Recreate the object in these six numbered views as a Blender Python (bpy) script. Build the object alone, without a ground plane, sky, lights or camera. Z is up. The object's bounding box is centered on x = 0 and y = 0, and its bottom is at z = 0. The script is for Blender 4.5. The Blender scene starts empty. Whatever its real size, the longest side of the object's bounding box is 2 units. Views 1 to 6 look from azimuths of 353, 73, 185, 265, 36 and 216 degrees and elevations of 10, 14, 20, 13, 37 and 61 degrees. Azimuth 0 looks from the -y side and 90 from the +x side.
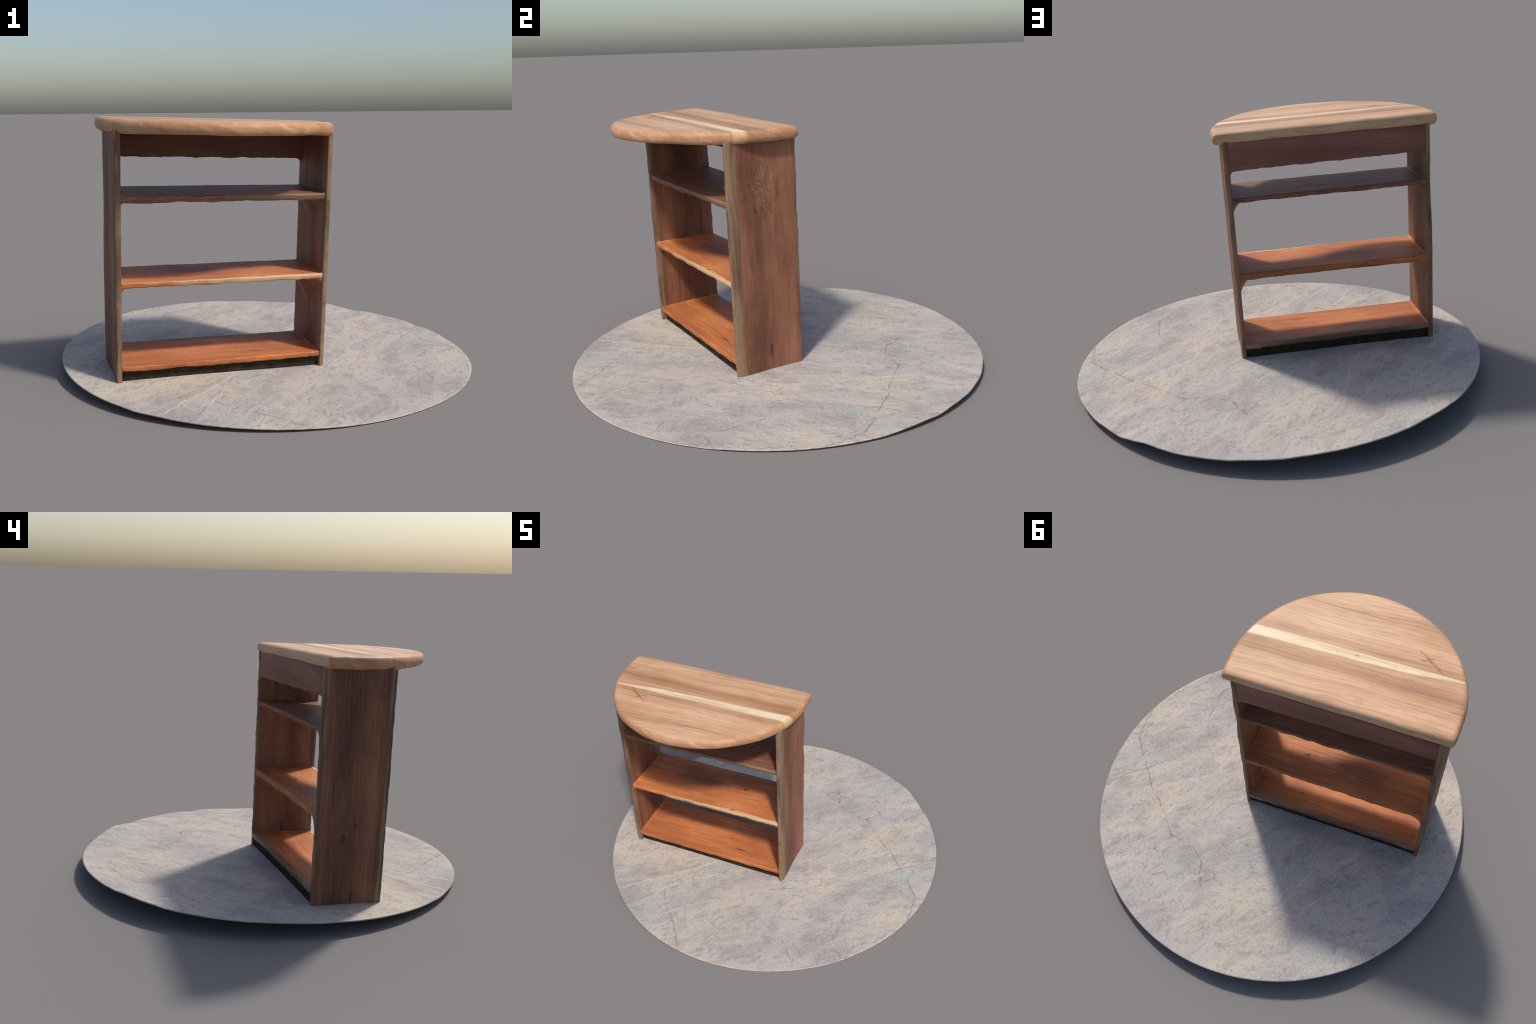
# A half-round wooden display shelf standing on a round patch of stone paving.
import bpy, bmesh, math
from mathutils import Vector, Matrix, noise

# ------------------------------------------------------------------ helpers
def smooth(a, b, x):
    t = min(1.0, max(0.0, (x - a) / (b - a)))
    return t * t * (3 - 2 * t)

def fbm(x, y, z, octaves=3, rough=0.5):
    s, amp = 0.0, 1.0
    for i in range(octaves):
        s += amp * noise.noise(Vector((x, y, z)))
        x, y, z, amp = x * 2.03 + 7.1, y * 2.03 - 3.3, z * 2.03 + 1.7, amp * rough
    return s

def new_object(name, bm, mat, parent=None, smooth_shade=True):
    me = bpy.data.meshes.new(name)
    bm.normal_update()
    bm.to_mesh(me)
    bm.free()
    for p in me.polygons:
        p.use_smooth = smooth_shade
    ob = bpy.data.objects.new(name, me)
    bpy.context.scene.collection.objects.link(ob)
    if mat:
        me.materials.append(mat)
    if parent:
        ob.parent = parent
    return ob

def axis_samples(lo, hi, r, step):
    """Coordinates across a board: fine in the rounded edges, even between."""
    e = [r * (1 - math.cos(math.pi / 2 * k / 4)) for k in range(5)]
    n = max(1, int(round((hi - lo - 2 * r) / step)))
    mid = [lo + r + (hi - lo - 2 * r) * k / n for k in range(1, n)]
    return [lo + v for v in e] + mid + [hi - v for v in reversed(e)]

def board(lo, hi, r, step, warp):
    """A rounded cuboid of quads; warp(point) bends it into its real shape."""
    A = [axis_samples(lo[i], hi[i], r, step[i]) for i in range(3)]
    n = [len(a) for a in A]
    bm = bmesh.new()
    cache = {}

    def vert(i, j, k):
        key = (i, j, k)
        if key not in cache:
            p = Vector((A[0][i], A[1][j], A[2][k]))
            c = Vector([min(hi[m] - r, max(lo[m] + r, p[m])) for m in range(3)])
            d = p - c
            if d.length > 1e-9:
                # push the cube surface onto the rounded edge
                mx = max(abs(d.x), abs(d.y), abs(d.z))
                p = c + d * (r / d.length) if mx > 1e-9 else p
            cache[key] = bm.verts.new(warp(p))
        return cache[key]

    for ax in range(3):
        u, v = (ax + 1) % 3, (ax + 2) % 3
        for side in (0, n[ax] - 1):
            for a in range(n[u] - 1):
                for b in range(n[v] - 1):
                    q = []
                    for da, db in ((0, 0), (1, 0), (1, 1), (0, 1)):
                        idx = [0, 0, 0]
                        idx[ax], idx[u], idx[v] = side, a + da, b + db
                        q.append(vert(*idx))
                    if side == 0:
                        q.reverse()
                    bm.faces.new(q)
    return bm

# ------------------------------------------------------------------ node helper
class Nodes:
    def __init__(self, name):
        self.mat = bpy.data.materials.new(name)
        self.mat.use_nodes = True
        self.t = self.mat.node_tree
        self.t.nodes.clear()

    def put(self, sock, v):
        if v is None:
            return
        if isinstance(v, bpy.types.NodeSocket):
            self.t.links.new(v, sock)
        elif isinstance(v, (tuple, list)):
            if len(v) == 3 and sock.type == 'RGBA':
                v = (*v, 1)
            sock.default_value = v
        else:
            sock.default_value = v

    def m(self, op, a, b=None, c=None, clamp=False):
        n = self.t.nodes.new('ShaderNodeMath')
        n.operation, n.use_clamp = op, clamp
        for s, v in zip(n.inputs, (a, b, c)):
            self.put(s, v)
        return n.outputs[0]

    def vm(self, op, a, b=None, scale=None):
        n = self.t.nodes.new('ShaderNodeVectorMath')
        n.operation = op
        self.put(n.inputs[0], a)
        self.put(n.inputs[1], b)
        if scale is not None:
            self.put(n.inputs['Scale'], scale)
        return n.outputs['Value'] if op in ('LENGTH', 'DOT_PRODUCT', 'DISTANCE') else n.outputs[0]

    def mix(self, f, a, b, blend='MIX'):
        n = self.t.nodes.new('ShaderNodeMix')
        n.data_type, n.blend_type, n.clamp_factor = 'RGBA', blend, True
        self.put(n.inputs[0], f)
        self.put(n.inputs[6], a)
        self.put(n.inputs[7], b)
        return n.outputs[2]

    def noise(self, vec, scale=5, detail=4, rough=0.5, dist=0.0, out=0):
        n = self.t.nodes.new('ShaderNodeTexNoise')
        self.put(n.inputs['Vector'], vec)
        for k, v in (('Scale', scale), ('Detail', detail), ('Roughness', rough), ('Distortion', dist)):
            self.put(n.inputs[k], v)
        return n.outputs[out]

    def step(self, x, a, b):
        """0 below a, 1 above b (or the other way round when b < a), smooth between."""
        n = self.t.nodes.new('ShaderNodeMapRange')
        n.interpolation_type = 'SMOOTHSTEP'
        lo, hi, f, g = (a, b, 0.0, 1.0) if a < b else (b, a, 1.0, 0.0)
        for s, v in zip(n.inputs, (x, lo, hi, f, g)):
            self.put(s, v)
        return n.outputs[0]

    def ramp(self, f, stops):
        n = self.t.nodes.new('ShaderNodeValToRGB')
        el = n.color_ramp.elements
        while len(el) < len(stops):
            el.new(0.5)
        for e, (p, c) in zip(el, stops):
            e.position, e.color = p, (*c, 1)
        self.put(n.inputs[0], f)
        return n.outputs[0]

    def xyz(self, v):
        n = self.t.nodes.new('ShaderNodeSeparateXYZ')
        self.put(n.inputs[0], v)
        return n.outputs

    def comb(self, x, y, z):
        n = self.t.nodes.new('ShaderNodeCombineXYZ')
        for s, v in zip(n.inputs, (x, y, z)):
            self.put(s, v)
        return n.outputs[0]

    def coords(self):
        return self.t.nodes.new('ShaderNodeTexCoord').outputs['Object']

    def segment(self, p, a, b):
        """Distance from p to the segment a-b (all in the plane z = 0)."""
        a, b = Vector((*a, 0)), Vector((*b, 0))
        d = b - a
        pa = self.vm('SUBTRACT', p, tuple(a))
        h = self.m('MULTIPLY', self.vm('DOT_PRODUCT', pa, tuple(d)), 1 / d.length_squared, clamp=True)
        return self.vm('LENGTH', self.vm('SUBTRACT', pa, self.vm('SCALE', tuple(d), None, h)))

    def polyline(self, p, pts):
        out = None
        for a, b in zip(pts, pts[1:]):
            d = self.segment(p, a, b)
            out = d if out is None else self.m('MINIMUM', out, d)
        return out

    def spot(self, u, v, c, su, sv):
        """Soft elliptical distance (1 at its edge) about c in the (u, v) plane."""
        a = self.m('DIVIDE', self.m('SUBTRACT', u, c[0]), su)
        b = self.m('DIVIDE', self.m('SUBTRACT', v, c[1]), sv)
        return self.m('SQRT', self.m('ADD', self.m('MULTIPLY', a, a), self.m('MULTIPLY', b, b)))

    def finish(self, color, rough, height=None, bump=0.3, dist=0.002, spec=0.3):
        b = self.t.nodes.new('ShaderNodeBsdfPrincipled')
        o = self.t.nodes.new('ShaderNodeOutputMaterial')
        self.put(b.inputs['Base Color'], color)
        self.put(b.inputs['Roughness'], rough)
        b.inputs['Specular IOR Level'].default_value = spec
        if height is not None:
            n = self.t.nodes.new('ShaderNodeBump')
            n.inputs['Strength'].default_value = bump
            n.inputs['Distance'].default_value = dist
            self.put(n.inputs['Height'], height)
            self.t.links.new(n.outputs[0], b.inputs['Normal'])
        self.t.links.new(b.outputs[0], o.inputs[0])
        return self.mat

# ------------------------------------------------------------------ wood
def wood(name, along, across, depth, stops, dark, knots=(), cracks=(), sap=None, sap_col=None,
         seed=0.0, ring=1.0, fine=1.0, spec=0.25, rough=0.55, contrast=1.35, swerve=1.0, mottle=1.0, zones=(), figure=None):
    """Planed hardwood. along/across/depth are axis numbers of the grain in the
    shelf's own frame; knots and cracks lie at (across, along) positions."""
    N = Nodes(name)
    P = N.coords()
    s = N.xyz(P)
    u, v, w = s[across], s[along], s[depth]
    # grain that swerves: slow wander plus a bulge about every knot
    wander = N.noise(N.comb(N.m('MULTIPLY', u, 1.5), N.m('MULTIPLY', v, 1.0), seed), 1.6, 1, 0.4)
    g = N.m('ADD', u, N.m('MULTIPLY', N.m('SUBTRACT', wander, 0.5), 0.09 * swerve))
    knot_dark, knot_ring = None, None
    for (kx, ky, size, power) in knots:
        d = N.spot(u, v, (kx, ky), size, size * 1.9)
        f = N.m('POWER', 2.718, N.m('MULTIPLY', N.m('MULTIPLY', d, d), -0.35))
        side = N.m('SIGN', N.m('SUBTRACT', u, kx))
        g = N.m('SUBTRACT', g, N.m('MULTIPLY', N.m('MULTIPLY', f, side), size * 0.9))
        jag = N.m('ADD', d, N.m('MULTIPLY', N.m('SUBTRACT', N.noise(P, 60, 3, 0.6), 0.5), 0.9))
        k = N.m('MULTIPLY', N.step(jag, 0.75, 0.25), power)
        knot_dark = k if knot_dark is None else N.m('MAXIMUM', knot_dark, k)
    gv = N.comb(N.m('ADD', g, seed), N.m('MULTIPLY', v, 0.022), N.m('MULTIPLY', w, 0.30))
    broad = N.noise(gv, 11, 3, 0.55)
    bands = N.noise(gv, 55, 3, 0.65)
    wav = N.m('SINE', N.m('MULTIPLY', N.m('ADD', g, N.m('MULTIPLY', broad, 0.05)), 300.0))
    pores = N.noise(N.comb(N.m('ADD', g, seed), N.m('MULTIPLY', v, 0.030), N.m('MULTIPLY', w, 0.4)), 300, 2, 0.7)
    patch = N.noise(N.comb(u, N.m('MULTIPLY', v, 0.5), N.m('ADD', w, seed)), 5, 3, 0.5)
    f = N.m('ADD', N.m('MULTIPLY', broad, 0.75), N.m('MULTIPLY', bands, 0.45 * ring))
    f = N.m('ADD', f, N.m('MULTIPLY', wav, 0.025 * ring))
    f = N.m('ADD', f, N.m('MULTIPLY', patch, 0.35 * mottle))
    f = N.m('SUBTRACT', f, 0.6 + 0.225 * ring - 0.05 + 0.175 * (mottle - 1))
    f = N.m('ADD', N.m('MULTIPLY', f, contrast), 0.5)
    for (zc, zw, shift) in zones:         # lengthwise belts of darker or paler growth
        q = N.m('DIVIDE', N.m('SUBTRACT', N.m('ADD', g, N.m('MULTIPLY', N.m('SUBTRACT', broad, 0.5), 0.05)), zc), zw)
        f = N.m('ADD', f, N.m('MULTIPLY', N.m('POWER', 2.718, N.m('MULTIPLY', N.m('MULTIPLY', q, q), -1.0)), shift))
    col = N.ramp(f, stops)
    pm = N.m('MULTIPLY', N.step(pores, 0.52, 0.68), 0.75 * fine)
    col = N.mix(pm, col, N.mix(0.55, col, dark))
    light = N.m('MULTIPLY', N.step(pores, 0.46, 0.32), 0.22 * fine)
    col = N.mix(light, col, N.mix(0.6, col, (0.9, 0.72, 0.5)))
    if figure is not None:                # burl: concentric, wandering rings in one area
        fu, fv, su, sv = figure
        d = N.spot(u, v, (fu, fv), su, sv)
        cell = N.noise(N.comb(N.m('MULTIPLY', u, 2.0), N.m('MULTIPLY', v, 0.9), seed), 8, 2, 0.5, 0.8)
        rings = N.m('SINE', N.m('MULTIPLY', cell, 60.0))
        area = N.step(N.m('ADD', d, N.m('MULTIPLY', N.m('SUBTRACT', patch, 0.5), 1.5)), 1.3, 0.4)
        col = N.mix(N.m('MULTIPLY', N.m('MULTIPLY', N.step(rings, 0.3, 1.0), area), 0.24), col, dark)
        col = N.mix(N.m('MULTIPLY', N.m('MULTIPLY', N.step(rings, -0.5, -1.0), area), 0.20), col, (0.50, 0.26, 0.15))
    # thin dark growth lines
    line = N.m('MULTIPLY', N.step(bands, 0.56, 0.68), 0.38 * ring)
    col = N.mix(line, col, N.mix(0.5, col, dark))
    if sap is not None:
        wob = N.m('MULTIPLY', N.m('SUBTRACT', N.noise(N.comb(u, N.m('MULTIPLY', v, 0.6), w), 9, 3, 0.45), 0.5), 1.0)
        mask = sap(N, s, wob)
        sc = N.mix(N.step(N.m('ADD', bands, N.m('MULTIPLY', N.m('SUBTRACT', patch, 0.5), 0.8)), 0.38, 0.68), sap_col[0], sap_col[1])
        sc = N.mix(pm, sc, N.mix(0.5, sc, dark))
        col = N.mix(mask, col, sc)
    for (cx, cy, su, sv, power) in cracks:
        d = N.spot(N.m('ADD', u, N.m('MULTIPLY', N.m('SUBTRACT', N.noise(N.comb(u, v, seed), 28, 3, 0.6), 0.5), 0.018)), v, (cx, cy), su, sv)
        d = N.m('ADD', d, N.m('MULTIPLY', N.m('SUBTRACT', N.noise(gv, 120, 2, 0.6), 0.5), 1.2))
        col = N.mix(N.m('MULTIPLY', N.step(d, 1.0, 0.3), power), col, dark)
    if knot_dark is not None:
        col = N.mix(knot_dark, col, dark)
    h = N.m('ADD', N.m('MULTIPLY', pores, 0.5), N.m('MULTIPLY', bands, 0.8))
    return N.finish(col, rough, h, 0.35, 0.0012, spec)

RED = [(0.12, (0.125, 0.052, 0.032)), (0.40, (0.205, 0.083, 0.048)), (0.62, (0.265, 0.112, 0.062)), (0.88, (0.34, 0.158, 0.088))]  # tones include the shade baked on the right panel's outer face
BROWN = [(0.12, (0.085, 0.034, 0.023)), (0.38, (0.145, 0.056, 0.034)), (0.62, (0.210, 0.083, 0.044)), (0.88, (0.29, 0.130, 0.066))]
ORANGE = [(0.08, (0.19, 0.058, 0.028)), (0.34, (0.37, 0.112, 0.039)), (0.60, (0.52, 0.165, 0.050)), (0.90, (0.63, 0.25, 0.088))]  # lowered from the sunlit tone toward the partly shaded average of the shelves
HONEY = [(0.08, (0.33, 0.155, 0.074)), (0.34, (0.50, 0.270, 0.138)), (0.58, (0.625, 0.370, 0.210)), (0.88, (0.73, 0.475, 0.29))]
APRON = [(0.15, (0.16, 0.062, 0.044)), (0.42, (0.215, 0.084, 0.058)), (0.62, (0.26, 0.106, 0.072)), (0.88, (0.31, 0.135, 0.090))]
DARK = (0.040, 0.022, 0.018)
SAP = ((0.275, 0.176, 0.106), (0.118, 0.074, 0.047))

# ------------------------------------------------------------------ frame of the shelf
up = Vector((0.0276, -0.0287, 1)).normalized()
yaw = math.radians(11.5)
ex = Vector((math.cos(yaw), math.sin(yaw), 0))
ex = (ex - up * ex.dot(up)).normalized()
ey = up.cross(ex)
frame = Matrix((ex, ey, up)).transposed().to_4x4()
frame.translation = Vector((0, 0, 0.0395))

shelf_unit = bpy.data.objects.new("wooden_display_shelf", None)
bpy.context.scene.collection.objects.link(shelf_unit)
shelf_unit.matrix_world = frame
shelf_unit.empty_display_size = 0.2
shelf_unit["label"] = "rustic hardwood shelf with half-round honey-coloured top and three shelves"
shelf_unit["category"] = "wooden shelf"

FRONT, BACK = -0.302, 0.046
TOP_Z, UNDER_Z = 1.150, 1.090

# ------------------------------------------------------------------ side panels
def lumps(p, s, amp, seed):
    return amp * fbm(p.x * s + seed, p.y * s, p.z * s + seed, 3)

def right_panel(p):
    x, y, z = p
    x0, x1 = 0.162, 0.191
    t = (x - x0) / (x1 - x0)
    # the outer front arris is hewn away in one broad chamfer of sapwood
    ch = 0.005 * smooth(-0.280, FRONT, y) ** 0.8 * (0.85 + 0.25 * noise.noise(Vector((z * 5, 3, 0))))
    ch += 0.004 * math.exp(-((y + 0.12) / 0.11) ** 2)          # the board is a little cupped
    ch += 0.008 * smooth(0.025, BACK, y) * (0.6 + noise.noise(Vector((z * 7, 9, 0))))
    x = x0 + t * (x1 - x0 - ch - 0.004 * (1 - z)) - 0.002 * (1 - z)
    e = smooth(-0.27, FRONT, y) + smooth(0.02, BACK, y)
    y += e * 0.0030 * noise.noise(Vector((z * 17, 1.3 if y < -.1 else 8.2, t))) + e * 0.0016 * noise.noise(Vector((z * 55, 4.3, y)))
    y -= 0.003 * smooth(-0.27, FRONT, y)
    x += 0.0016 * t * fbm(y * 22, z * 9, 5.0, 3)
    # burl-like ripples near the upper knots
    k = math.exp(-(((y + 0.13) / 0.06) ** 2 + ((z - 0.86) / 0.13) ** 2))
    x += 0.0022 * t * k * fbm(y * 55, z * 38, 2.0, 2)
    return Vector((x, y, z))

def left_panel(p):
    x, y, z = p
    x0, x1 = -0.7985 - 0.007 * z, -0.774
    t = (x + 0.80) / 0.026
    ch = 0.017 * smooth(0.012, BACK, y) * smooth(0.5, 1.05, z) + 0.001 * smooth(-0.28, FRONT, y) + 0.0035 * math.exp(-((y + 0.12) / 0.11) ** 2)
    x = x0 + ch + t * (x1 - x0 - ch)
    e = smooth(-0.27, FRONT, y) + smooth(0.02, BACK, y)
    y += e * 0.0030 * noise.noise(Vector((z * 16, 21.3 if y < -.1 else 38.2, t))) + e * 0.0016 * noise.noise(Vector((z * 52, 14.3, y)))
    x += 0.0014 * (1 - t) * fbm(y * 20, z * 9, 15.0, 3)
    return Vector((x, y, z))

def sap_right(N, s, wob):
    w = N.m('MULTIPLY', wob, 0.03)
    front = N.step(N.m('ADD', s[1], w), -0.256, -0.268)
    back = N.step(N.m('ADD', s[1], N.m('MULTIPLY', wob, 0.05)), 0.032, 0.042)
    return N.m('MULTIPLY', N.m('MAXIMUM', front, N.m('MULTIPLY', back, 0.75)), 0.92)

def sap_left(N, s, wob):
    w = N.m('MULTIPLY', wob, 0.03)
    front = N.step(N.m('ADD', s[1], w), -0.270, -0.282)
    lean = N.m('MULTIPLY', N.m('SUBTRACT', 1.0, s[2]), 0.03)
    back = N.step(N.m('SUBTRACT', N.m('ADD', s[1], w), lean), 0.015, 0.025)
    return N.m('MULTIPLY', N.m('MAXIMUM', front, back), 0.9)

mat_right = wood("reddish_side_wood", 2, 1, 0, RED, DARK, seed=3.1, ring=0.45, fine=0.45, swerve=0.9, mottle=2.0, zones=((-0.16, 0.05, -0.16), (-0.02, 0.04, 0.14), (-0.245, 0.02, 0.10)),
                 knots=((-0.126, 0.905, 0.026, 0.12), (-0.118, 0.815, 0.018, 0.15), (-0.06, 0.87, 0.012, 0.15)), figure=(-0.115, 0.87, 0.085, 0.15),
                 cracks=((-0.175, 0.775, 0.007, 0.022, 0.9), (-0.122, 0.10, 0.010, 0.055, 0.75), (-0.05, 0.90, 0.004, 0.04, 0.5), (-0.205, 0.53, 0.010, 0.06, 0.35), (-0.165, 0.62, 0.045, 0.22, 0.28), (-0.06, 0.86, 0.006, 0.09, 0.35)),
                 sap=sap_right, sap_col=SAP)
mat_left = wood("brown_side_wood", 2, 1, 0, BROWN, DARK, seed=8.4, ring=0.7, fine=0.5, swerve=0.6, mottle=1.5, contrast=1.7, zones=((-0.10, 0.05, -0.12), (-0.22, 0.04, 0.16), (0.01, 0.03, 0.10)),
                knots=((-0.089, 0.321, 0.022, 0.75), (0.0, 0.80, 0.03, 0.15)),
                cracks=((-0.148, 0.382, 0.007, 0.022, 0.85), (-0.027, 0.53, 0.005, 0.16, 0.75), (-0.09, 0.70, 0.05, 0.22, 0.30), (-0.15, 0.03, 0.01, 0.06, 0.6)),
                sap=sap_left, sap_col=SAP)
for lo, hi, fn, mat in (((0.162, FRONT, -0.012), (0.191, BACK, 1.1), right_panel, mat_right),
                        ((-0.80, FRONT, -0.012), (-0.774, BACK, 1.1), left_panel, mat_left)):
    new_object("side_panel", board(lo, hi, 0.006, (0.007, 0.007, 0.007), fn), mat, shelf_unit)

# ------------------------------------------------------------------ shelves
def shelf_shape(top, thick_f, thick_b, web, seed, live, up_back, hang):
    x0, x1 = -0.778, 0.166

    def fn(p):
        x, y, z = p                       # z: 0 at the underside, 1 at the top face
        d = (y - FRONT) / (BACK - FRONT)
        th = thick_f + (thick_b - thick_f) * min(1, max(0, d))
        e_f, e_b = smooth(-0.275, FRONT, y), smooth(0.015, BACK, y)
        y += e_f * 0.004 * fbm(x * 9, seed, 0, 2) + e_b * 0.005 * fbm(x * 13, seed + 5, 0, 3)
        y -= live * e_f * 0.010 * (1 - z) * -1
        low = 1 - z
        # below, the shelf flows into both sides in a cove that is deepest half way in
        k = min(1.0, max(0.0, d))
        drop = 0.0
        for gap, r in ((x + 0.774, web * (0.10 + 0.26 * k * k + 0.60 * math.sin(math.pi * k ** 1.25) ** 1.2)),
                       (0.162 - x, web * (0.08 + 0.12 * k * k + 0.80 * math.sin(math.pi * k ** 1.1) ** 1.4))):
            if gap < r:
                q = max(0.0, gap)
                drop += r - math.sqrt(max(0.0, r * r - (r - q) ** 2))
        rise = 0.0
        for gap in (x + 0.774, 0.162 - x):
            q = max(0.0, gap)
            rr = 0.012
            if q < rr:
                rise += rr - math.sqrt(max(0.0, rr * rr - (rr - q) ** 2))
        belly = 0.004 * fbm(x * 7, y * 7, seed + 2, 3) + 0.003 * (e_f + e_b) * fbm(x * 26, seed + 8, y, 2)
        zz = top - th * low + low * (belly - drop) + z * rise * 0.8 + up_back * max(0, d) * (0.75 - 0.6 * (x + 0.3))
        zz -= low * hang * smooth(0.05, 0.4, d)
        zz += z * 0.0012 * fbm(x * 8, y * 14, seed + 4, 3)
        return Vector((x, y, zz))
    return fn

def make_shelf(top, tf, tb, web, seed, live, up_back, hang, mat):
    fn = shelf_shape(top, tf, tb, web, seed, live, up_back, hang)
    T = 0.026

    def warp(p):
        return fn((p.x, p.y, min(1, max(0, p.z / T))))
    bm = board((-0.778, FRONT, 0), (0.166, BACK, T), 0.008, (0.008, 0.008, 0.008), warp)
    ob = new_object("shelf", bm, mat, shelf_unit)
    ob.data.materials.append(mat_left)
    ob.data.materials.append(mat_right)
    for f in ob.data.polygons:            # the coves are of the side panels' wood
        if f.center.z < top - tf - hang - 0.018:
            f.material_index = 1 if f.center.x < -0.3 else 2
    return ob

def sap_shelf(front_lo, front_hi, back_w, span):
    def fn(N, s, wob):
        w = N.m('MULTIPLY', wob, 0.035)
        width = N.m('MULTIPLY', N.m('MULTIPLY', N.step(s[0], *span), front_hi - front_lo), 1.0)
        front = N.step(N.m('SUBTRACT', N.m('ADD', s[1], w), width), front_lo + 0.003, front_lo - 0.004)
        back = N.step(N.m('ADD', s[1], w), BACK - back_w - 0.003, BACK - back_w + 0.004)
        return N.m('MULTIPLY', N.m('MAXIMUM', front, back), 0.9)
    return fn

PALE = ((0.70, 0.46, 0.25), (0.48, 0.31, 0.17))
m1 = wood("upper_shelf_wood", 0, 1, 2, RED, DARK, seed=12.0, sap=sap_shelf(-0.298, -0.285, -0.03, (-0.5, 0.1)), sap_col=SAP)
m2 = wood("middle_shelf_wood", 0, 1, 2, ORANGE, DARK, seed=15.5, fine=0.8, mottle=2.3, zones=((-0.06, 0.06, -0.18), (-0.2, 0.05, 0.06)),
          knots=((-0.09, -0.13, 0.015, 0.85),), cracks=((-0.10, -0.20, 0.004, 0.09, 0.7), (-0.283, -0.13, 0.006, 0.02, 0.7), (-0.16, -0.06, 0.006, 0.12, 0.35)),
          sap=sap_shelf(-0.301, -0.280, -0.03, (-0.6, -0.05)), sap_col=PALE)
m3 = wood("lower_shelf_wood", 0, 1, 2, ORANGE, DARK, seed=19.2, fine=0.8, mottle=2.0, zones=((-0.02, 0.05, -0.12), (-0.24, 0.05, 0.08)),
          knots=((-0.15, -0.21, 0.012, 0.35), (-0.065, -0.11, 0.010, 0.6)),
          cracks=((-0.218, -0.13, 0.005, 0.05, 0.9), (-0.075, -0.20, 0.005, 0.04, 0.6), (-0.172, -0.55, 0.008, 0.09, 0.35), (-0.264, -0.646, 0.004, 0.006, 0.7)),
          sap=sap_shelf(-0.32, -0.32, 0.03, (-0.6, -0.05)), sap_col=SAP)
make_shelf(0.8238, 0.030, 0.023, 0.130, 2.0, 1.0, 0.007, 0.0, m1)
make_shelf(0.449, 0.025, 0.033, 0.182, 6.0, 0.6, 0.002, 0.0, m2)
make_shelf(0.073, 0.026, 0.028, 0.0, 9.0, 0.2, 0.008, 0.0, m3)

# ------------------------------------------------------------------ apron and plinth
def apron_shape(p):
    x, y, z = p
    bottom = 0.963 - 0.012 * (x + 0.30)
    k = (1.094 - z) / (1.094 - 0.963)
    z = 1.094 - (1.094 - bottom) * k
    z += smooth(0.8, 1.0, k) * (0.004 * fbm(x * 12, 3, 0, 3) + 0.002 * noise.noise(Vector((x * 45, y * 30, 0))))
    for gap in (x + 0.774, 0.162 - x):    # little coves where it meets the sides
        rr = 0.022
        if gap < rr:
            q = max(0.0, gap)
            z -= smooth(0.7, 1.0, k) * (rr - math.sqrt(rr * rr - (rr - q) ** 2))
    if y < 0.03:                          # rounded inner corner under the top
        rr, q = 0.040, max(0.0, 1.090 - z)
        if q < rr:
            y -= rr - math.sqrt(rr * rr - (rr - q) ** 2)
    y += 0.001 * fbm(x * 7, z * 20, 4, 2)
    return Vector((x, y, z))
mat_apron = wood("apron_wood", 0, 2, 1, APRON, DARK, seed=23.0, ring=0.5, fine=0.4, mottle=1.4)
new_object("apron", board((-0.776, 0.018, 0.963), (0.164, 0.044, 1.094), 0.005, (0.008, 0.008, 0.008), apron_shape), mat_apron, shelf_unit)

def dark_base_shape(p):
    x, y, z = p
    return Vector((x, y + 0.0015 * fbm(x * 20, y, z * 20, 2), z))
N = Nodes("near_black_brown")  # near-black brown of the strip below the lowest shelf
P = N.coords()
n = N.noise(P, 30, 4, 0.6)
mat_dark_base = N.finish(N.ramp(n, [(0.3, (0.018, 0.013, 0.010)), (0.7, (0.050, 0.035, 0.024))]), 0.9, n, 0.3, 0.002, 0.1)
new_object("dark_base_block", board((-0.776, FRONT + 0.022, -0.012), (0.164, BACK - 0.011, 0.060), 0.004, (0.01, 0.01, 0.01), dark_base_shape), mat_dark_base, shelf_unit)

# ------------------------------------------------------------------ half-round top
CX, CY, RAD, CHORD = -0.302, -0.081, 0.537, 0.047

def top_outline(d=0.0):
    """The edge drawn in by d. Arc from the back right corner round the front to the back left, then the chord."""
    R, chord = RAD - d, CHORD - d
    half = math.asin((chord - CY) / R)
    pts = []
    n = 300
    for i in range(n + 1):
        a = half - (math.pi + 2 * half) * i / n
        pts.append(Vector((CX + R * math.cos(a), CY + R * math.sin(a), 0)))
    x0, x1 = pts[-1].x, pts[0].x
    for i in range(1, 170):
        pts.append(Vector((x0 + (x1 - x0) * i / 170, chord, 0)))
    for p in pts:                         # the two back corners stand out a little
        p.x += 0.009 * smooth(-0.06, 0.05, p.y + d) * max(-1, min(1, (p.x - CX) / 0.5))
    # soften the two corners
    for _ in range(4):
        k = len(pts)
        q = [p.copy() for p in pts]
        for i in range(k):
            pts[i] = (q[i - 1] + q[i] * 2 + q[(i + 1) % k]) / 4
    return pts

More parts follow.
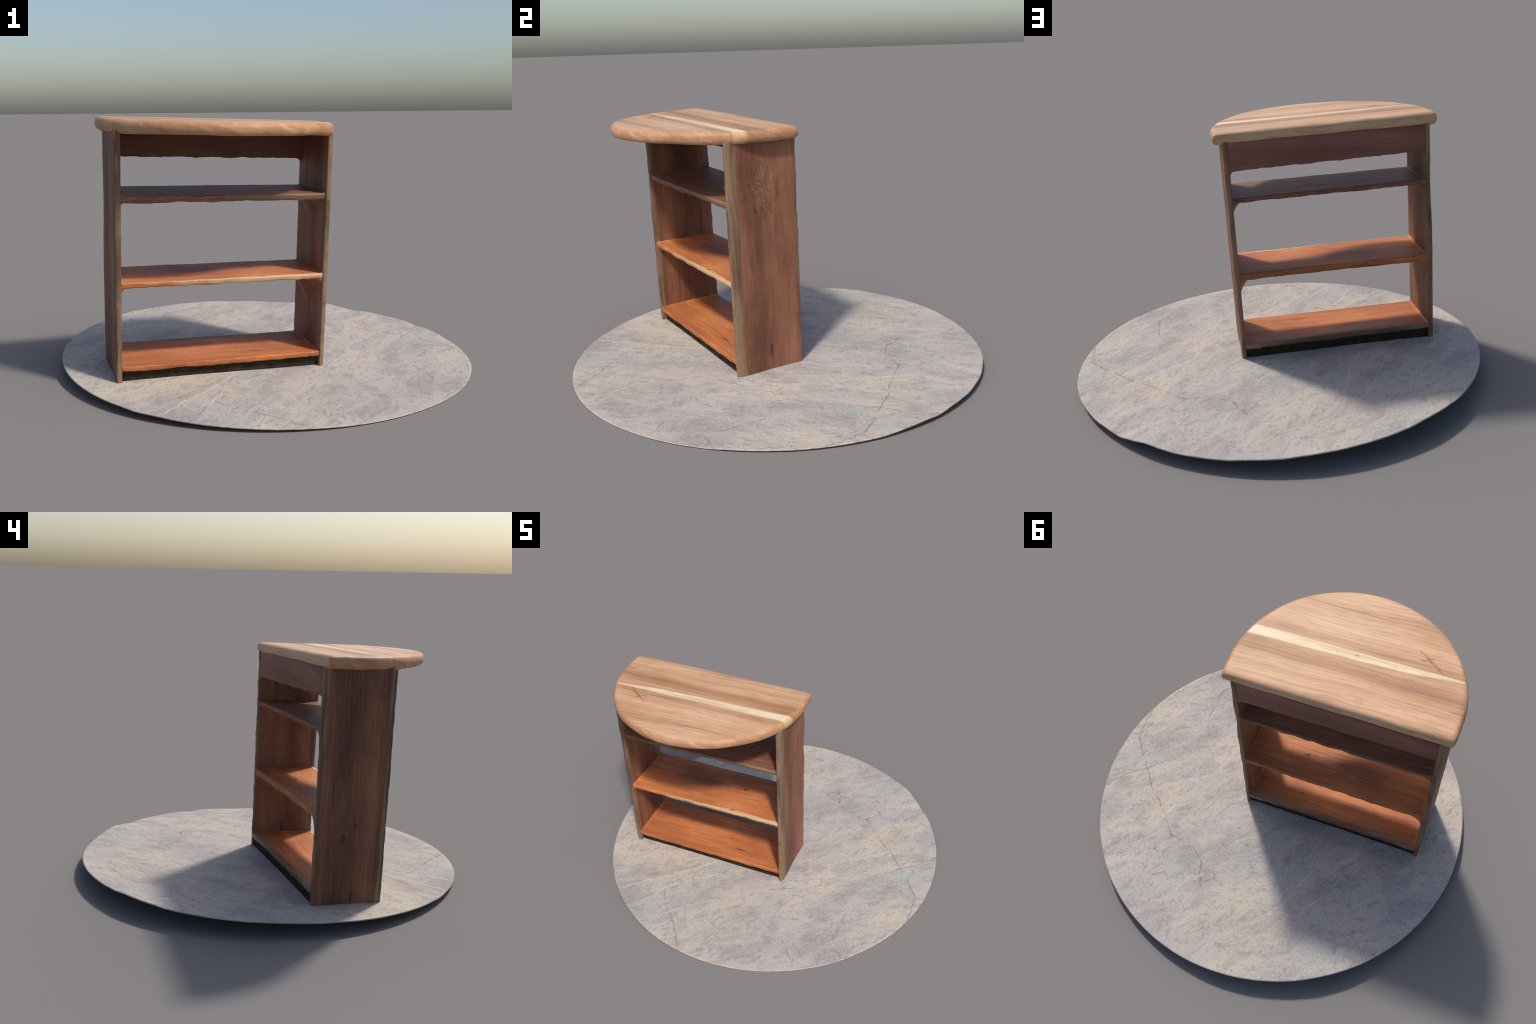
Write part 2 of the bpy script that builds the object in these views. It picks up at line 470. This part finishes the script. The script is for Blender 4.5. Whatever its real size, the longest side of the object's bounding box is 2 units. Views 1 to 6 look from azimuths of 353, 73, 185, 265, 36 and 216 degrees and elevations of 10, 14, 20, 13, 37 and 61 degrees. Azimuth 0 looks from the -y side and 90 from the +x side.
def build_top():
    out = top_outline()
    k = len(out)
    nor = []
    for i in range(k):
        t = (out[(i + 1) % k] - out[i - 1]).normalized()
        nor.append(Vector((-t.y, t.x, 0)))
    if sum(nor[i].dot(out[i] - Vector((CX, -0.25, 0))) for i in range(k)) < 0:
        nor = [-v for v in nor]
    th = TOP_Z - UNDER_Z
    prof = []                             # (inset, height) down the bullnose
    for j in range(15):
        a = math.pi / 2 - math.pi * j / 14
        prof.append((0.030 * (1 - max(0.0, math.cos(a)) ** 0.62), UNDER_Z + th / 2 + th / 2 * math.sin(a)))
    bm = bmesh.new()
    c = Vector((CX, -0.25, 0))
    rings = []
    inner = 60
    def row(pts):
        return [bm.verts.new(p) for p in pts]
    def topz(x, y):
        return 0.0012 * fbm(x * 5, y * 14, 1.0, 3) - 0.0095 * (x + 0.83) / 1.07 * smooth(-0.75, -0.1, y) - 0.001 + 0.003 * smooth(-0.25, -0.55, y)
    lines = {}
    def inset(i, d):
        if d not in lines:
            lines[d] = top_outline(d)
        return lines[d][i].copy()
    for j in range(1, inner):
        s = j / inner
        rings.append(row([Vector((lambda q: (q.x, q.y, TOP_Z + topz(q.x, q.y)))(c + (inset(i, 0.030) - c) * s)) for i in range(k)]))
    for d, z in prof:
        r = []
        for i in range(k):
            q = inset(i, d)
            w = 1 - d / 0.030
            q = q + nor[i] * w * (0.0013 * fbm(q.x * 13, q.y * 13, z * 22, 3) + 0.0009 * noise.noise(Vector((q.x * 45, q.y * 45, z * 60))))
            t = (z - UNDER_Z) / th
            r.append(Vector((q.x, q.y, z + topz(q.x, q.y) * (0.6 + 0.4 * t) + (1 - t) * (0.002 * fbm(q.x * 9, q.y * 9, 7, 2) + 0.007 * smooth(-0.30, -0.55, q.y)))))
        rings.append(row(r))
    for j in range(11, 0, -1):
        s = j / 12
        rings.append(row([Vector((lambda q: (q.x, q.y, UNDER_Z + 0.007 * smooth(-0.30, -0.55, q.y)))(c + (inset(i, 0.030) - c) * s)) for i in range(k)]))
    for a, b in zip(rings, rings[1:]):
        for i in range(k):
            bm.faces.new((a[i], a[(i + 1) % k], b[(i + 1) % k], b[i]))
    for ring, z in ((rings[0], TOP_Z), (rings[-1], UNDER_Z)):
        v = bm.verts.new((c.x, c.y, z))
        for i in range(k):
            f = (v, ring[(i + 1) % k], ring[i]) if z == TOP_Z else (v, ring[i], ring[(i + 1) % k])
            bm.faces.new(f)
    bmesh.ops.recalc_face_normals(bm, faces=bm.faces)
    return bm

def sap_top(N, s, wob):
    x, y = s[0], s[1]
    # a pale wedge of sapwood: straight along the front, widening to the right
    back_edge = N.m('ADD', -0.2262, N.m('MULTIPLY', N.m('ADD', x, 0.35), 0.030))
    back_edge = N.m('SUBTRACT', back_edge, N.m('MULTIPLY', N.step(x, -0.5, -0.85), 0.022))
    w = N.m('MULTIPLY', wob, 0.010)
    y = N.m('ADD', y, w)
    a = N.step(N.m('SUBTRACT', y, -0.267), -0.005, 0.006)
    b = N.step(N.m('SUBTRACT', y, back_edge), 0.006, -0.004)
    fade = N.m('ADD', 0.55, N.m('MULTIPLY', N.step(s[2], 1.112, 1.142), 0.42))
    return N.m('MULTIPLY', N.m('MULTIPLY', a, b), fade)

mat_top = wood("honey_top_wood", 0, 1, 2, HONEY, (0.17, 0.070, 0.042), seed=31.0, ring=1.1, fine=0.8, contrast=1.5, zones=((-0.165, 0.055, -0.24), (-0.30, 0.03, -0.20), (-0.50, 0.03, -0.12), (-0.40, 0.05, 0.12), (0.0, 0.05, 0.10)),
               knots=((-0.019, -0.386, 0.022, 0.18),),
               cracks=((-0.31, -0.2, 0.012, 0.42, 0.30), (-0.485, -0.25, 0.008, 0.3, 0.35), (-0.19, -0.5, 0.012, 0.4, 0.28), (-0.165, -0.45, 0.006, 0.45, 0.25), (-0.095, -0.80, 0.005, 0.05, 0.6)),
               sap=sap_top, sap_col=((0.82, 0.65, 0.44), (0.66, 0.45, 0.27)), spec=0.3, rough=0.5)

def add_scar(mat):
    """The little branching bruise beside the pale stripe."""
    t = mat.node_tree
    N = Nodes.__new__(Nodes)
    N.mat, N.t = mat, t
    bsdf = next(n for n in t.nodes if n.type == 'BSDF_PRINCIPLED')
    old = bsdf.inputs['Base Color'].links[0].from_socket
    s = N.xyz(N.coords())
    p = N.comb(s[0], s[1], 0.0)
    wv = N.vm('SCALE', N.vm('SUBTRACT', N.noise(p, 45, 2, 0.5, out=1), (0.5, 0.5, 0.5)), None, 0.012)
    p = N.comb(*[N.xyz(N.vm('ADD', p, wv))[i] for i in (0, 1)], 0.0)
    thick = N.polyline(p, [(-0.605, -0.338), (-0.640, -0.312), (-0.668, -0.290)])
    thin = N.polyline(p, [(-0.560, -0.368), (-0.605, -0.338), (-0.690, -0.275)])
    thin = N.m('MINIMUM', thin, N.polyline(p, [(-0.576, -0.318), (-0.595, -0.320), (-0.612, -0.333), (-0.628, -0.347)]))
    mask = N.m('MAXIMUM', N.step(thick, 0.009, 0.005), N.step(thin, 0.004, 0.0015))
    mid = N.step(N.segment(p, (-0.625, -0.325), (-0.655, -0.300)), 0.0025, 0.001)
    mask = N.m('SUBTRACT', mask, N.m('MULTIPLY', mid, 0.8), clamp=True)
    # end grain on the rounded rim: browner, with slanting streaks
    dx, dy = N.m('SUBTRACT', s[0], CX), N.m('SUBTRACT', s[1], CY)
    rad = N.m('SQRT', N.m('ADD', N.m('MULTIPLY', dx, dx), N.m('MULTIPLY', dy, dy)))
    ang = N.m('ARCTAN2', dx, N.m('MULTIPLY', dy, -1))
    q = N.m('ADD', N.m('MULTIPLY', ang, 0.30), N.m('MULTIPLY', s[2], 1.3))
    st = N.noise(N.comb(q, N.m('MULTIPLY', ang, 0.10), N.m('MULTIPLY', s[2], 0.4)), 34, 4, 0.62, 0.4)
    big = N.noise(N.comb(ang, s[2], 0.0), 5, 2, 0.5)
    streak = N.m('MULTIPLY', N.step(N.m('ADD', st, N.m('MULTIPLY', N.m('SUBTRACT', big, 0.5), 0.5)), 0.42, 0.66), 0.75)
    rim_col = N.mix(streak, N.mix(0.65, old, (0.50, 0.255, 0.130)), (0.36, 0.165, 0.085))
    rim = N.m('MULTIPLY', N.step(rad, RAD - 0.022, RAD - 0.008), N.step(s[1], 0.05, 0.03))
    old = N.mix(N.m('MULTIPLY', rim, 0.85), old, rim_col)
    col = N.mix(N.m('MULTIPLY', mask, 0.88), old, (0.31, 0.125, 0.070))
    t.links.new(col, bsdf.inputs['Base Color'])
add_scar(mat_top)
new_object("table_top", build_top(), mat_top, shelf_unit)

# ------------------------------------------------------------------ paving
# rim height above its own tilted plane, in mm, by angle in degrees
RIM = ((0, 0.5), (8, -2), (14, 1), (19, 2.2), (25, -4.5), (30, 1), (35, -0.5), (40, -4), (45, -2), (52, -9), (56, -1),
       (61, 9), (66, 2), (70, -4), (82, -8), (88, -5), (95, -5.5), (101, -1), (107, 0.5), (115, 2), (120, 2.5), (127, 4),
       (133, 8.8), (137, 7), (142, 5), (147, 0.8), (153, 0.5), (165, 0), (177, 2.4), (190, 0.8), (205, -2.5), (215, -3.5),
       (225, -4), (230, -6), (236, -3), (248, -2.8), (260, -1.2), (275, 1), (290, 1.5), (300, 1.6), (315, 2.4), (324, 2.5),
       (331, 8), (340, 6.6), (350, 3.4), (360, 0.5))

def rim_height(deg):
    deg %= 360
    for (a, ha), (b, hb) in zip(RIM, RIM[1:]):
        if a <= deg <= b:
            t = (deg - a) / (b - a)
            t = t * t * (3 - 2 * t)
            return (ha + (hb - ha) * t) / 1000
    return 0.0

def paving_height(x, y):
    r = math.hypot(x, y)
    z = 0.0404 - 0.0310 * x + 0.0297 * y
    if r > 1e-6:
        z += rim_height(math.degrees(math.atan2(y, x))) * smooth(0.72, 1.0, r)
    # slight swell where the shelf stands
    z += 0.0045 * math.exp(-(((x + 0.30) / 0.55) ** 2 + ((y - 0.02) / 0.28) ** 2))
    z += 0.0018 * fbm(x * 3.0, y * 3.0, 0.3, 4) * smooth(1.0, 0.8, r) + 0.0006 * fbm(x * 22, y * 22, 1.3, 2)
    return max(0.0016, z)

def build_paving():
    bm = bmesh.new()
    rings, seg = 110, 360
    top, low = [], []
    for j in range(1, rings + 1):
        r = (j / rings) ** 0.85
        a, b = [], []
        for i in range(seg):
            t = 2 * math.pi * i / seg
            edge = 1.0 - 0.0012 * smooth(0.9, 1.0, r) * (0.5 + 0.5 * noise.noise(Vector((math.cos(t) * 6, math.sin(t) * 6, 3))))
            x, y = r * edge * math.cos(t), r * edge * math.sin(t)
            z = paving_height(x, y)
            a.append(bm.verts.new((x, y, z)))
            if j % 5 == 0:
                b.append(bm.verts.new((x * 0.999, y * 0.999, max(0.0, z - 0.005))))
        top.append(a)
        if b:
            low.append(b)
    for grid, flip in ((top, False), (low, True)):
        for a, b in zip(grid, grid[1:]):
            for i in range(seg):
                k = (i + 1) % seg
                f = (a[i], b[i], b[k], a[k])
                bm.faces.new(f[::-1] if flip else f)
        z = paving_height(0, 0) - (0.005 if flip else 0)
        v = bm.verts.new((0, 0, z))
        for i in range(seg):
            k = (i + 1) % seg
            f = (v, grid[0][i], grid[0][k])
            bm.faces.new(f[::-1] if flip else f)
    for i in range(seg):
        k = (i + 1) % seg
        bm.faces.new((top[-1][i], low[-1][i], low[-1][k], top[-1][k]))
    return bm

def stone():
    N = Nodes("weathered_stone")
    P = N.coords()
    s = N.xyz(P)
    flat = N.comb(s[0], s[1], 0.0)
    # the stone's bedding runs from the near left to the far right
    c, d = 0.56, 0.83
    al = N.m('ADD', N.m('MULTIPLY', s[0], c), N.m('MULTIPLY', s[1], d))
    ac = N.m('SUBTRACT', N.m('MULTIPLY', s[0], d), N.m('MULTIPLY', s[1], c))
    warp = N.vm('SCALE', N.vm('SUBTRACT', N.noise(flat, 6, 3, 0.55, out=1), (0.5, 0.5, 0.5)), None, 0.10)
    bed = N.vm('ADD', N.comb(N.m('MULTIPLY', al, 0.45), ac, 0.0), warp)
    fwarp = N.vm('SCALE', N.vm('SUBTRACT', N.noise(flat, 16, 4, 0.65, out=1), (0.5, 0.5, 0.5)), None, 0.045)
    jag = N.xyz(N.vm('ADD', flat, fwarp))
    jag = N.comb(jag[0], jag[1], 0.0)
    big = N.noise(bed, 2.4, 6, 0.62)
    hue = N.noise(N.vm('ADD', bed, (4.2, 1.7, 0)), 3.0, 6, 0.62)
    cream, mauve, green = (0.515, 0.438, 0.355), (0.450, 0.392, 0.362), (0.402, 0.386, 0.358)
    col = N.mix(N.step(hue, 0.42, 0.62), mauve, cream)
    col = N.mix(N.m('MULTIPLY', N.step(big, 0.46, 0.58), 0.80), col, green)
    # the yellower ground before the shelf, the grey-green wedge and the cream band to the right
    def blotch(cx, cy, r, soft=0.6):
        return N.step(N.m('DIVIDE', N.vm('LENGTH', N.vm('SUBTRACT', jag, (cx, cy, 0))), r), 1.0, 1 - soft)
    for cx, cy, r, k in ((-0.42, -0.50, 0.34, 0.6), (0.44, -0.10, 0.20, 0.7), (-0.17, 0.62, 0.24, 0.55), (0.75, 0.33, 0.16, 0.6)):
        col = N.mix(N.m('MULTIPLY', blotch(cx, cy, r), k), col, cream)
    # grey-green triangle beyond the straight step in the stone
    ln = N.m('SUBTRACT', N.m('MULTIPLY', N.m('SUBTRACT', s[0], 0.572), 0.80), N.m('MULTIPLY', N.m('ADD', s[1], 0.053), 0.60))
    lw = N.m('ADD', ln, N.m('MULTIPLY', N.m('SUBTRACT', N.noise(flat, 14, 3, 0.5), 0.5), 0.03))
    tri = N.m('MULTIPLY', N.step(lw, 0.0, 0.012), N.step(lw, 0.22, 0.12))
    tri = N.m('MULTIPLY', tri, N.step(al, 0.30, 0.42))
    col = N.mix(N.m('MULTIPLY', tri, 0.75), col, (0.400, 0.380, 0.338))
    band = N.m('MULTIPLY', N.m('MULTIPLY', N.step(lw, 0.0, -0.01), N.step(lw, -0.13, -0.06)), N.step(al, 0.22, 0.35))
    col = N.mix(N.m('MULTIPLY', band, 0.7), col, cream)
    # mauve-grey stains
    for cx, cy, r in ((0.478, 0.022, 0.075), (0.558, -0.358, 0.08), (0.108, 0.601, 0.10), (0.25, 0.50, 0.08), (-0.10, -0.87, 0.12), (-0.47, -0.83, 0.11), (0.36, -0.05, 0.06)):
        col = N.mix(N.m('MULTIPLY', blotch(cx, cy, r, 0.6), 0.55), col, (0.335, 0.293, 0.275))
    # bluish streaks in the bedding
    d1 = N.polyline(jag, [(0.33, -0.40), (0.356, -0.555), (0.404, -0.654), (0.446, -0.80)])
    col = N.mix(N.m('MULTIPLY', N.m('MULTIPLY', N.step(d1, 0.07, 0.0), N.step(N.noise(bed, 26, 4, 0.65), 0.44, 0.58)), 0.75), col, (0.285, 0.275, 0.26))
    cloud = N.noise(N.vm('ADD', bed, (2.5, 6.1, 0)), 5.0, 6, 0.66)
    col = N.mix(N.m('MULTIPLY', N.step(cloud, 0.47, 0.66), 0.62), col, (0.29, 0.262, 0.250))
    col = N.mix(N.m('MULTIPLY', N.step(cloud, 0.46, 0.30), 0.45), col, (0.60, 0.53, 0.46))
    ochre = N.noise(N.vm('ADD', bed, (7.5, 3.1, 0)), 6.0, 5, 0.6)
    col = N.mix(N.m('MULTIPLY', N.step(ochre, 0.56, 0.70), 0.45), col, (0.50, 0.39, 0.26))
    # fine mottling
    grain = N.noise(bed, 34, 6, 0.72)
    speck = N.noise(N.comb(N.m('MULTIPLY', al, 0.7), ac, 0.2), 95, 4, 0.75)
    pale = N.noise(N.vm('ADD', flat, (3, 8, 0)), 70, 4, 0.72)
    col = N.mix(N.m('MULTIPLY', N.step(grain, 0.50, 0.66), 0.60), col, (0.25, 0.225, 0.215))
    col = N.mix(N.m('MULTIPLY', N.step(pale, 0.50, 0.72), 0.50), col, (0.64, 0.57, 0.50))
    col = N.mix(N.m('MULTIPLY', N.step(speck, 0.52, 0.66), N.m('ADD', 0.35, N.m('MULTIPLY', N.step(big, 0.40, 0.60), 0.45))), col, (0.23, 0.205, 0.20))
    scr = N.noise(N.comb(N.m('MULTIPLY', al, 0.12), ac, 0.4), 60, 3, 0.7)
    col = N.mix(N.m('MULTIPLY', N.step(scr, 0.62, 0.74), 0.35), col, (0.28, 0.25, 0.25))
    dots = N.noise(N.vm('ADD', flat, (9, 3, 0)), 34, 2, 0.6)
    col = N.mix(N.m('MULTIPLY', N.step(dots, 0.68, 0.74), 0.6), col, (0.17, 0.155, 0.15))
    # scratchy veins that follow the bedding
    for sc, wd, k, off in ((4.0, 0.006, 0.42, 1.0), (9.0, 0.011, 0.34, 5.0), (21.0, 0.022, 0.34, 9.0)):
        vn = N.noise(N.vm('ADD', N.comb(N.m('MULTIPLY', al, 0.35), ac, off), N.vm('SCALE', warp, None, 0.7)), sc, 4, 0.6)
        ridge = N.m('ABSOLUTE', N.m('SUBTRACT', vn, 0.5))
        gate = N.step(N.noise(N.vm('ADD', flat, (off, 0, 0)), 4.5, 3, 0.6), 0.45, 0.58)
        col = N.mix(N.m('MULTIPLY', N.m('MULTIPLY', N.step(ridge, wd, 0.002), gate), k), col, (0.20, 0.18, 0.175))
    # hairline crazing
    vor = N.t.nodes.new('ShaderNodeTexVoronoi')
    vor.feature = 'DISTANCE_TO_EDGE'
    vor.inputs['Scale'].default_value = 5.5
    N.put(vor.inputs['Vector'], N.vm('ADD', bed, N.vm('SCALE', N.noise(flat, 9, 4, 0.6, out=1), None, 0.14)))
    hair = N.m('MULTIPLY', N.step(vor.outputs['Distance'], 0.012, 0.002), N.step(N.noise(flat, 3.3, 2, 0.5), 0.48, 0.60))
    col = N.mix(N.m('MULTIPLY', hair, 0.40), col, (0.20, 0.18, 0.18))
    # the long crack, old trowel seams and other lines seen from above
    crack = N.polyline(jag, [(0.989, -0.175), (0.977, -0.05), (0.938, 0.061), (0.882, 0.122), (0.786, 0.194), (0.712, 0.268), (0.583, 0.348),
                             (0.508, 0.397), (0.393, 0.479), (0.275, 0.47), (0.216, 0.492), (0.16, 0.524), (0.133, 0.574), (0.083, 0.637)])
    cm = N.m('MULTIPLY', N.step(crack, 0.0042, 0.001), N.step(N.noise(flat, 14, 2, 0.5), 0.30, 0.50))
    col = N.mix(N.m('MULTIPLY', cm, 0.70), col, (0.17, 0.15, 0.145))
    dark_lines = None
    for pts in ([(-0.306, -0.706), (-0.224, -0.775), (-0.149, -0.827), (-0.068, -0.889), (0.039, -0.991)],
                [(-0.427, -0.90), (-0.379, -0.821), (-0.336, -0.735)],
                [(0.907, 0.399), (0.766, 0.209), (0.704, 0.124)],
                [(0.673, -0.268), (0.715, -0.46), (0.706, -0.545)], [(0.48, -0.63), (0.533, -0.661), (0.621, -0.731)],
                [(0.74, -0.54), (0.83, -0.53)], [(0.214, -0.353), (0.332, -0.26), (0.446, -0.161)]):
        q = N.polyline(jag, pts)
        dark_lines = q if dark_lines is None else N.m('MINIMUM', dark_lines, q)
    patchy = N.step(N.noise(flat, 11, 2, 0.5), 0.32, 0.55)
    lm = N.m('MULTIPLY', N.step(dark_lines, 0.007, 0.001), patchy)
    col = N.mix(N.m('MULTIPLY', lm, 0.60), col, (0.21, 0.185, 0.185))
    light_lines = None
    for pts in ([(-0.336, -0.735), (-0.297, -0.651), (-0.202, -0.519), (-0.095, -0.399)], [(-0.544, -0.834), (-0.451, -0.714), (-0.325, -0.561), (-0.172, -0.327)],
                [(-0.418, 0.05), (-0.373, 0.168), (-0.337, 0.498)], [(-0.55, 0.08), (-0.518, 0.191), (-0.481, 0.359), (-0.439, 0.473)]):
        q = N.polyline(jag, pts)
        light_lines = q if light_lines is None else N.m('MINIMUM', light_lines, q)
    col = N.mix(N.m('MULTIPLY', N.m('MULTIPLY', N.step(light_lines, 0.008, 0.001), patchy), 0.40), col, (0.68, 0.60, 0.52))
    h = N.m('ADD', N.m('MULTIPLY', grain, 0.8), N.m('MULTIPLY', speck, 0.5))
    return N.finish(col, 0.85, h, 0.35, 0.0014, 0.2)

ground = new_object("stone_paving", build_paving(), stone())
ground["label"] = "round thin tilted patch of weathered grey stone paving"
ground["category"] = "stone paving"
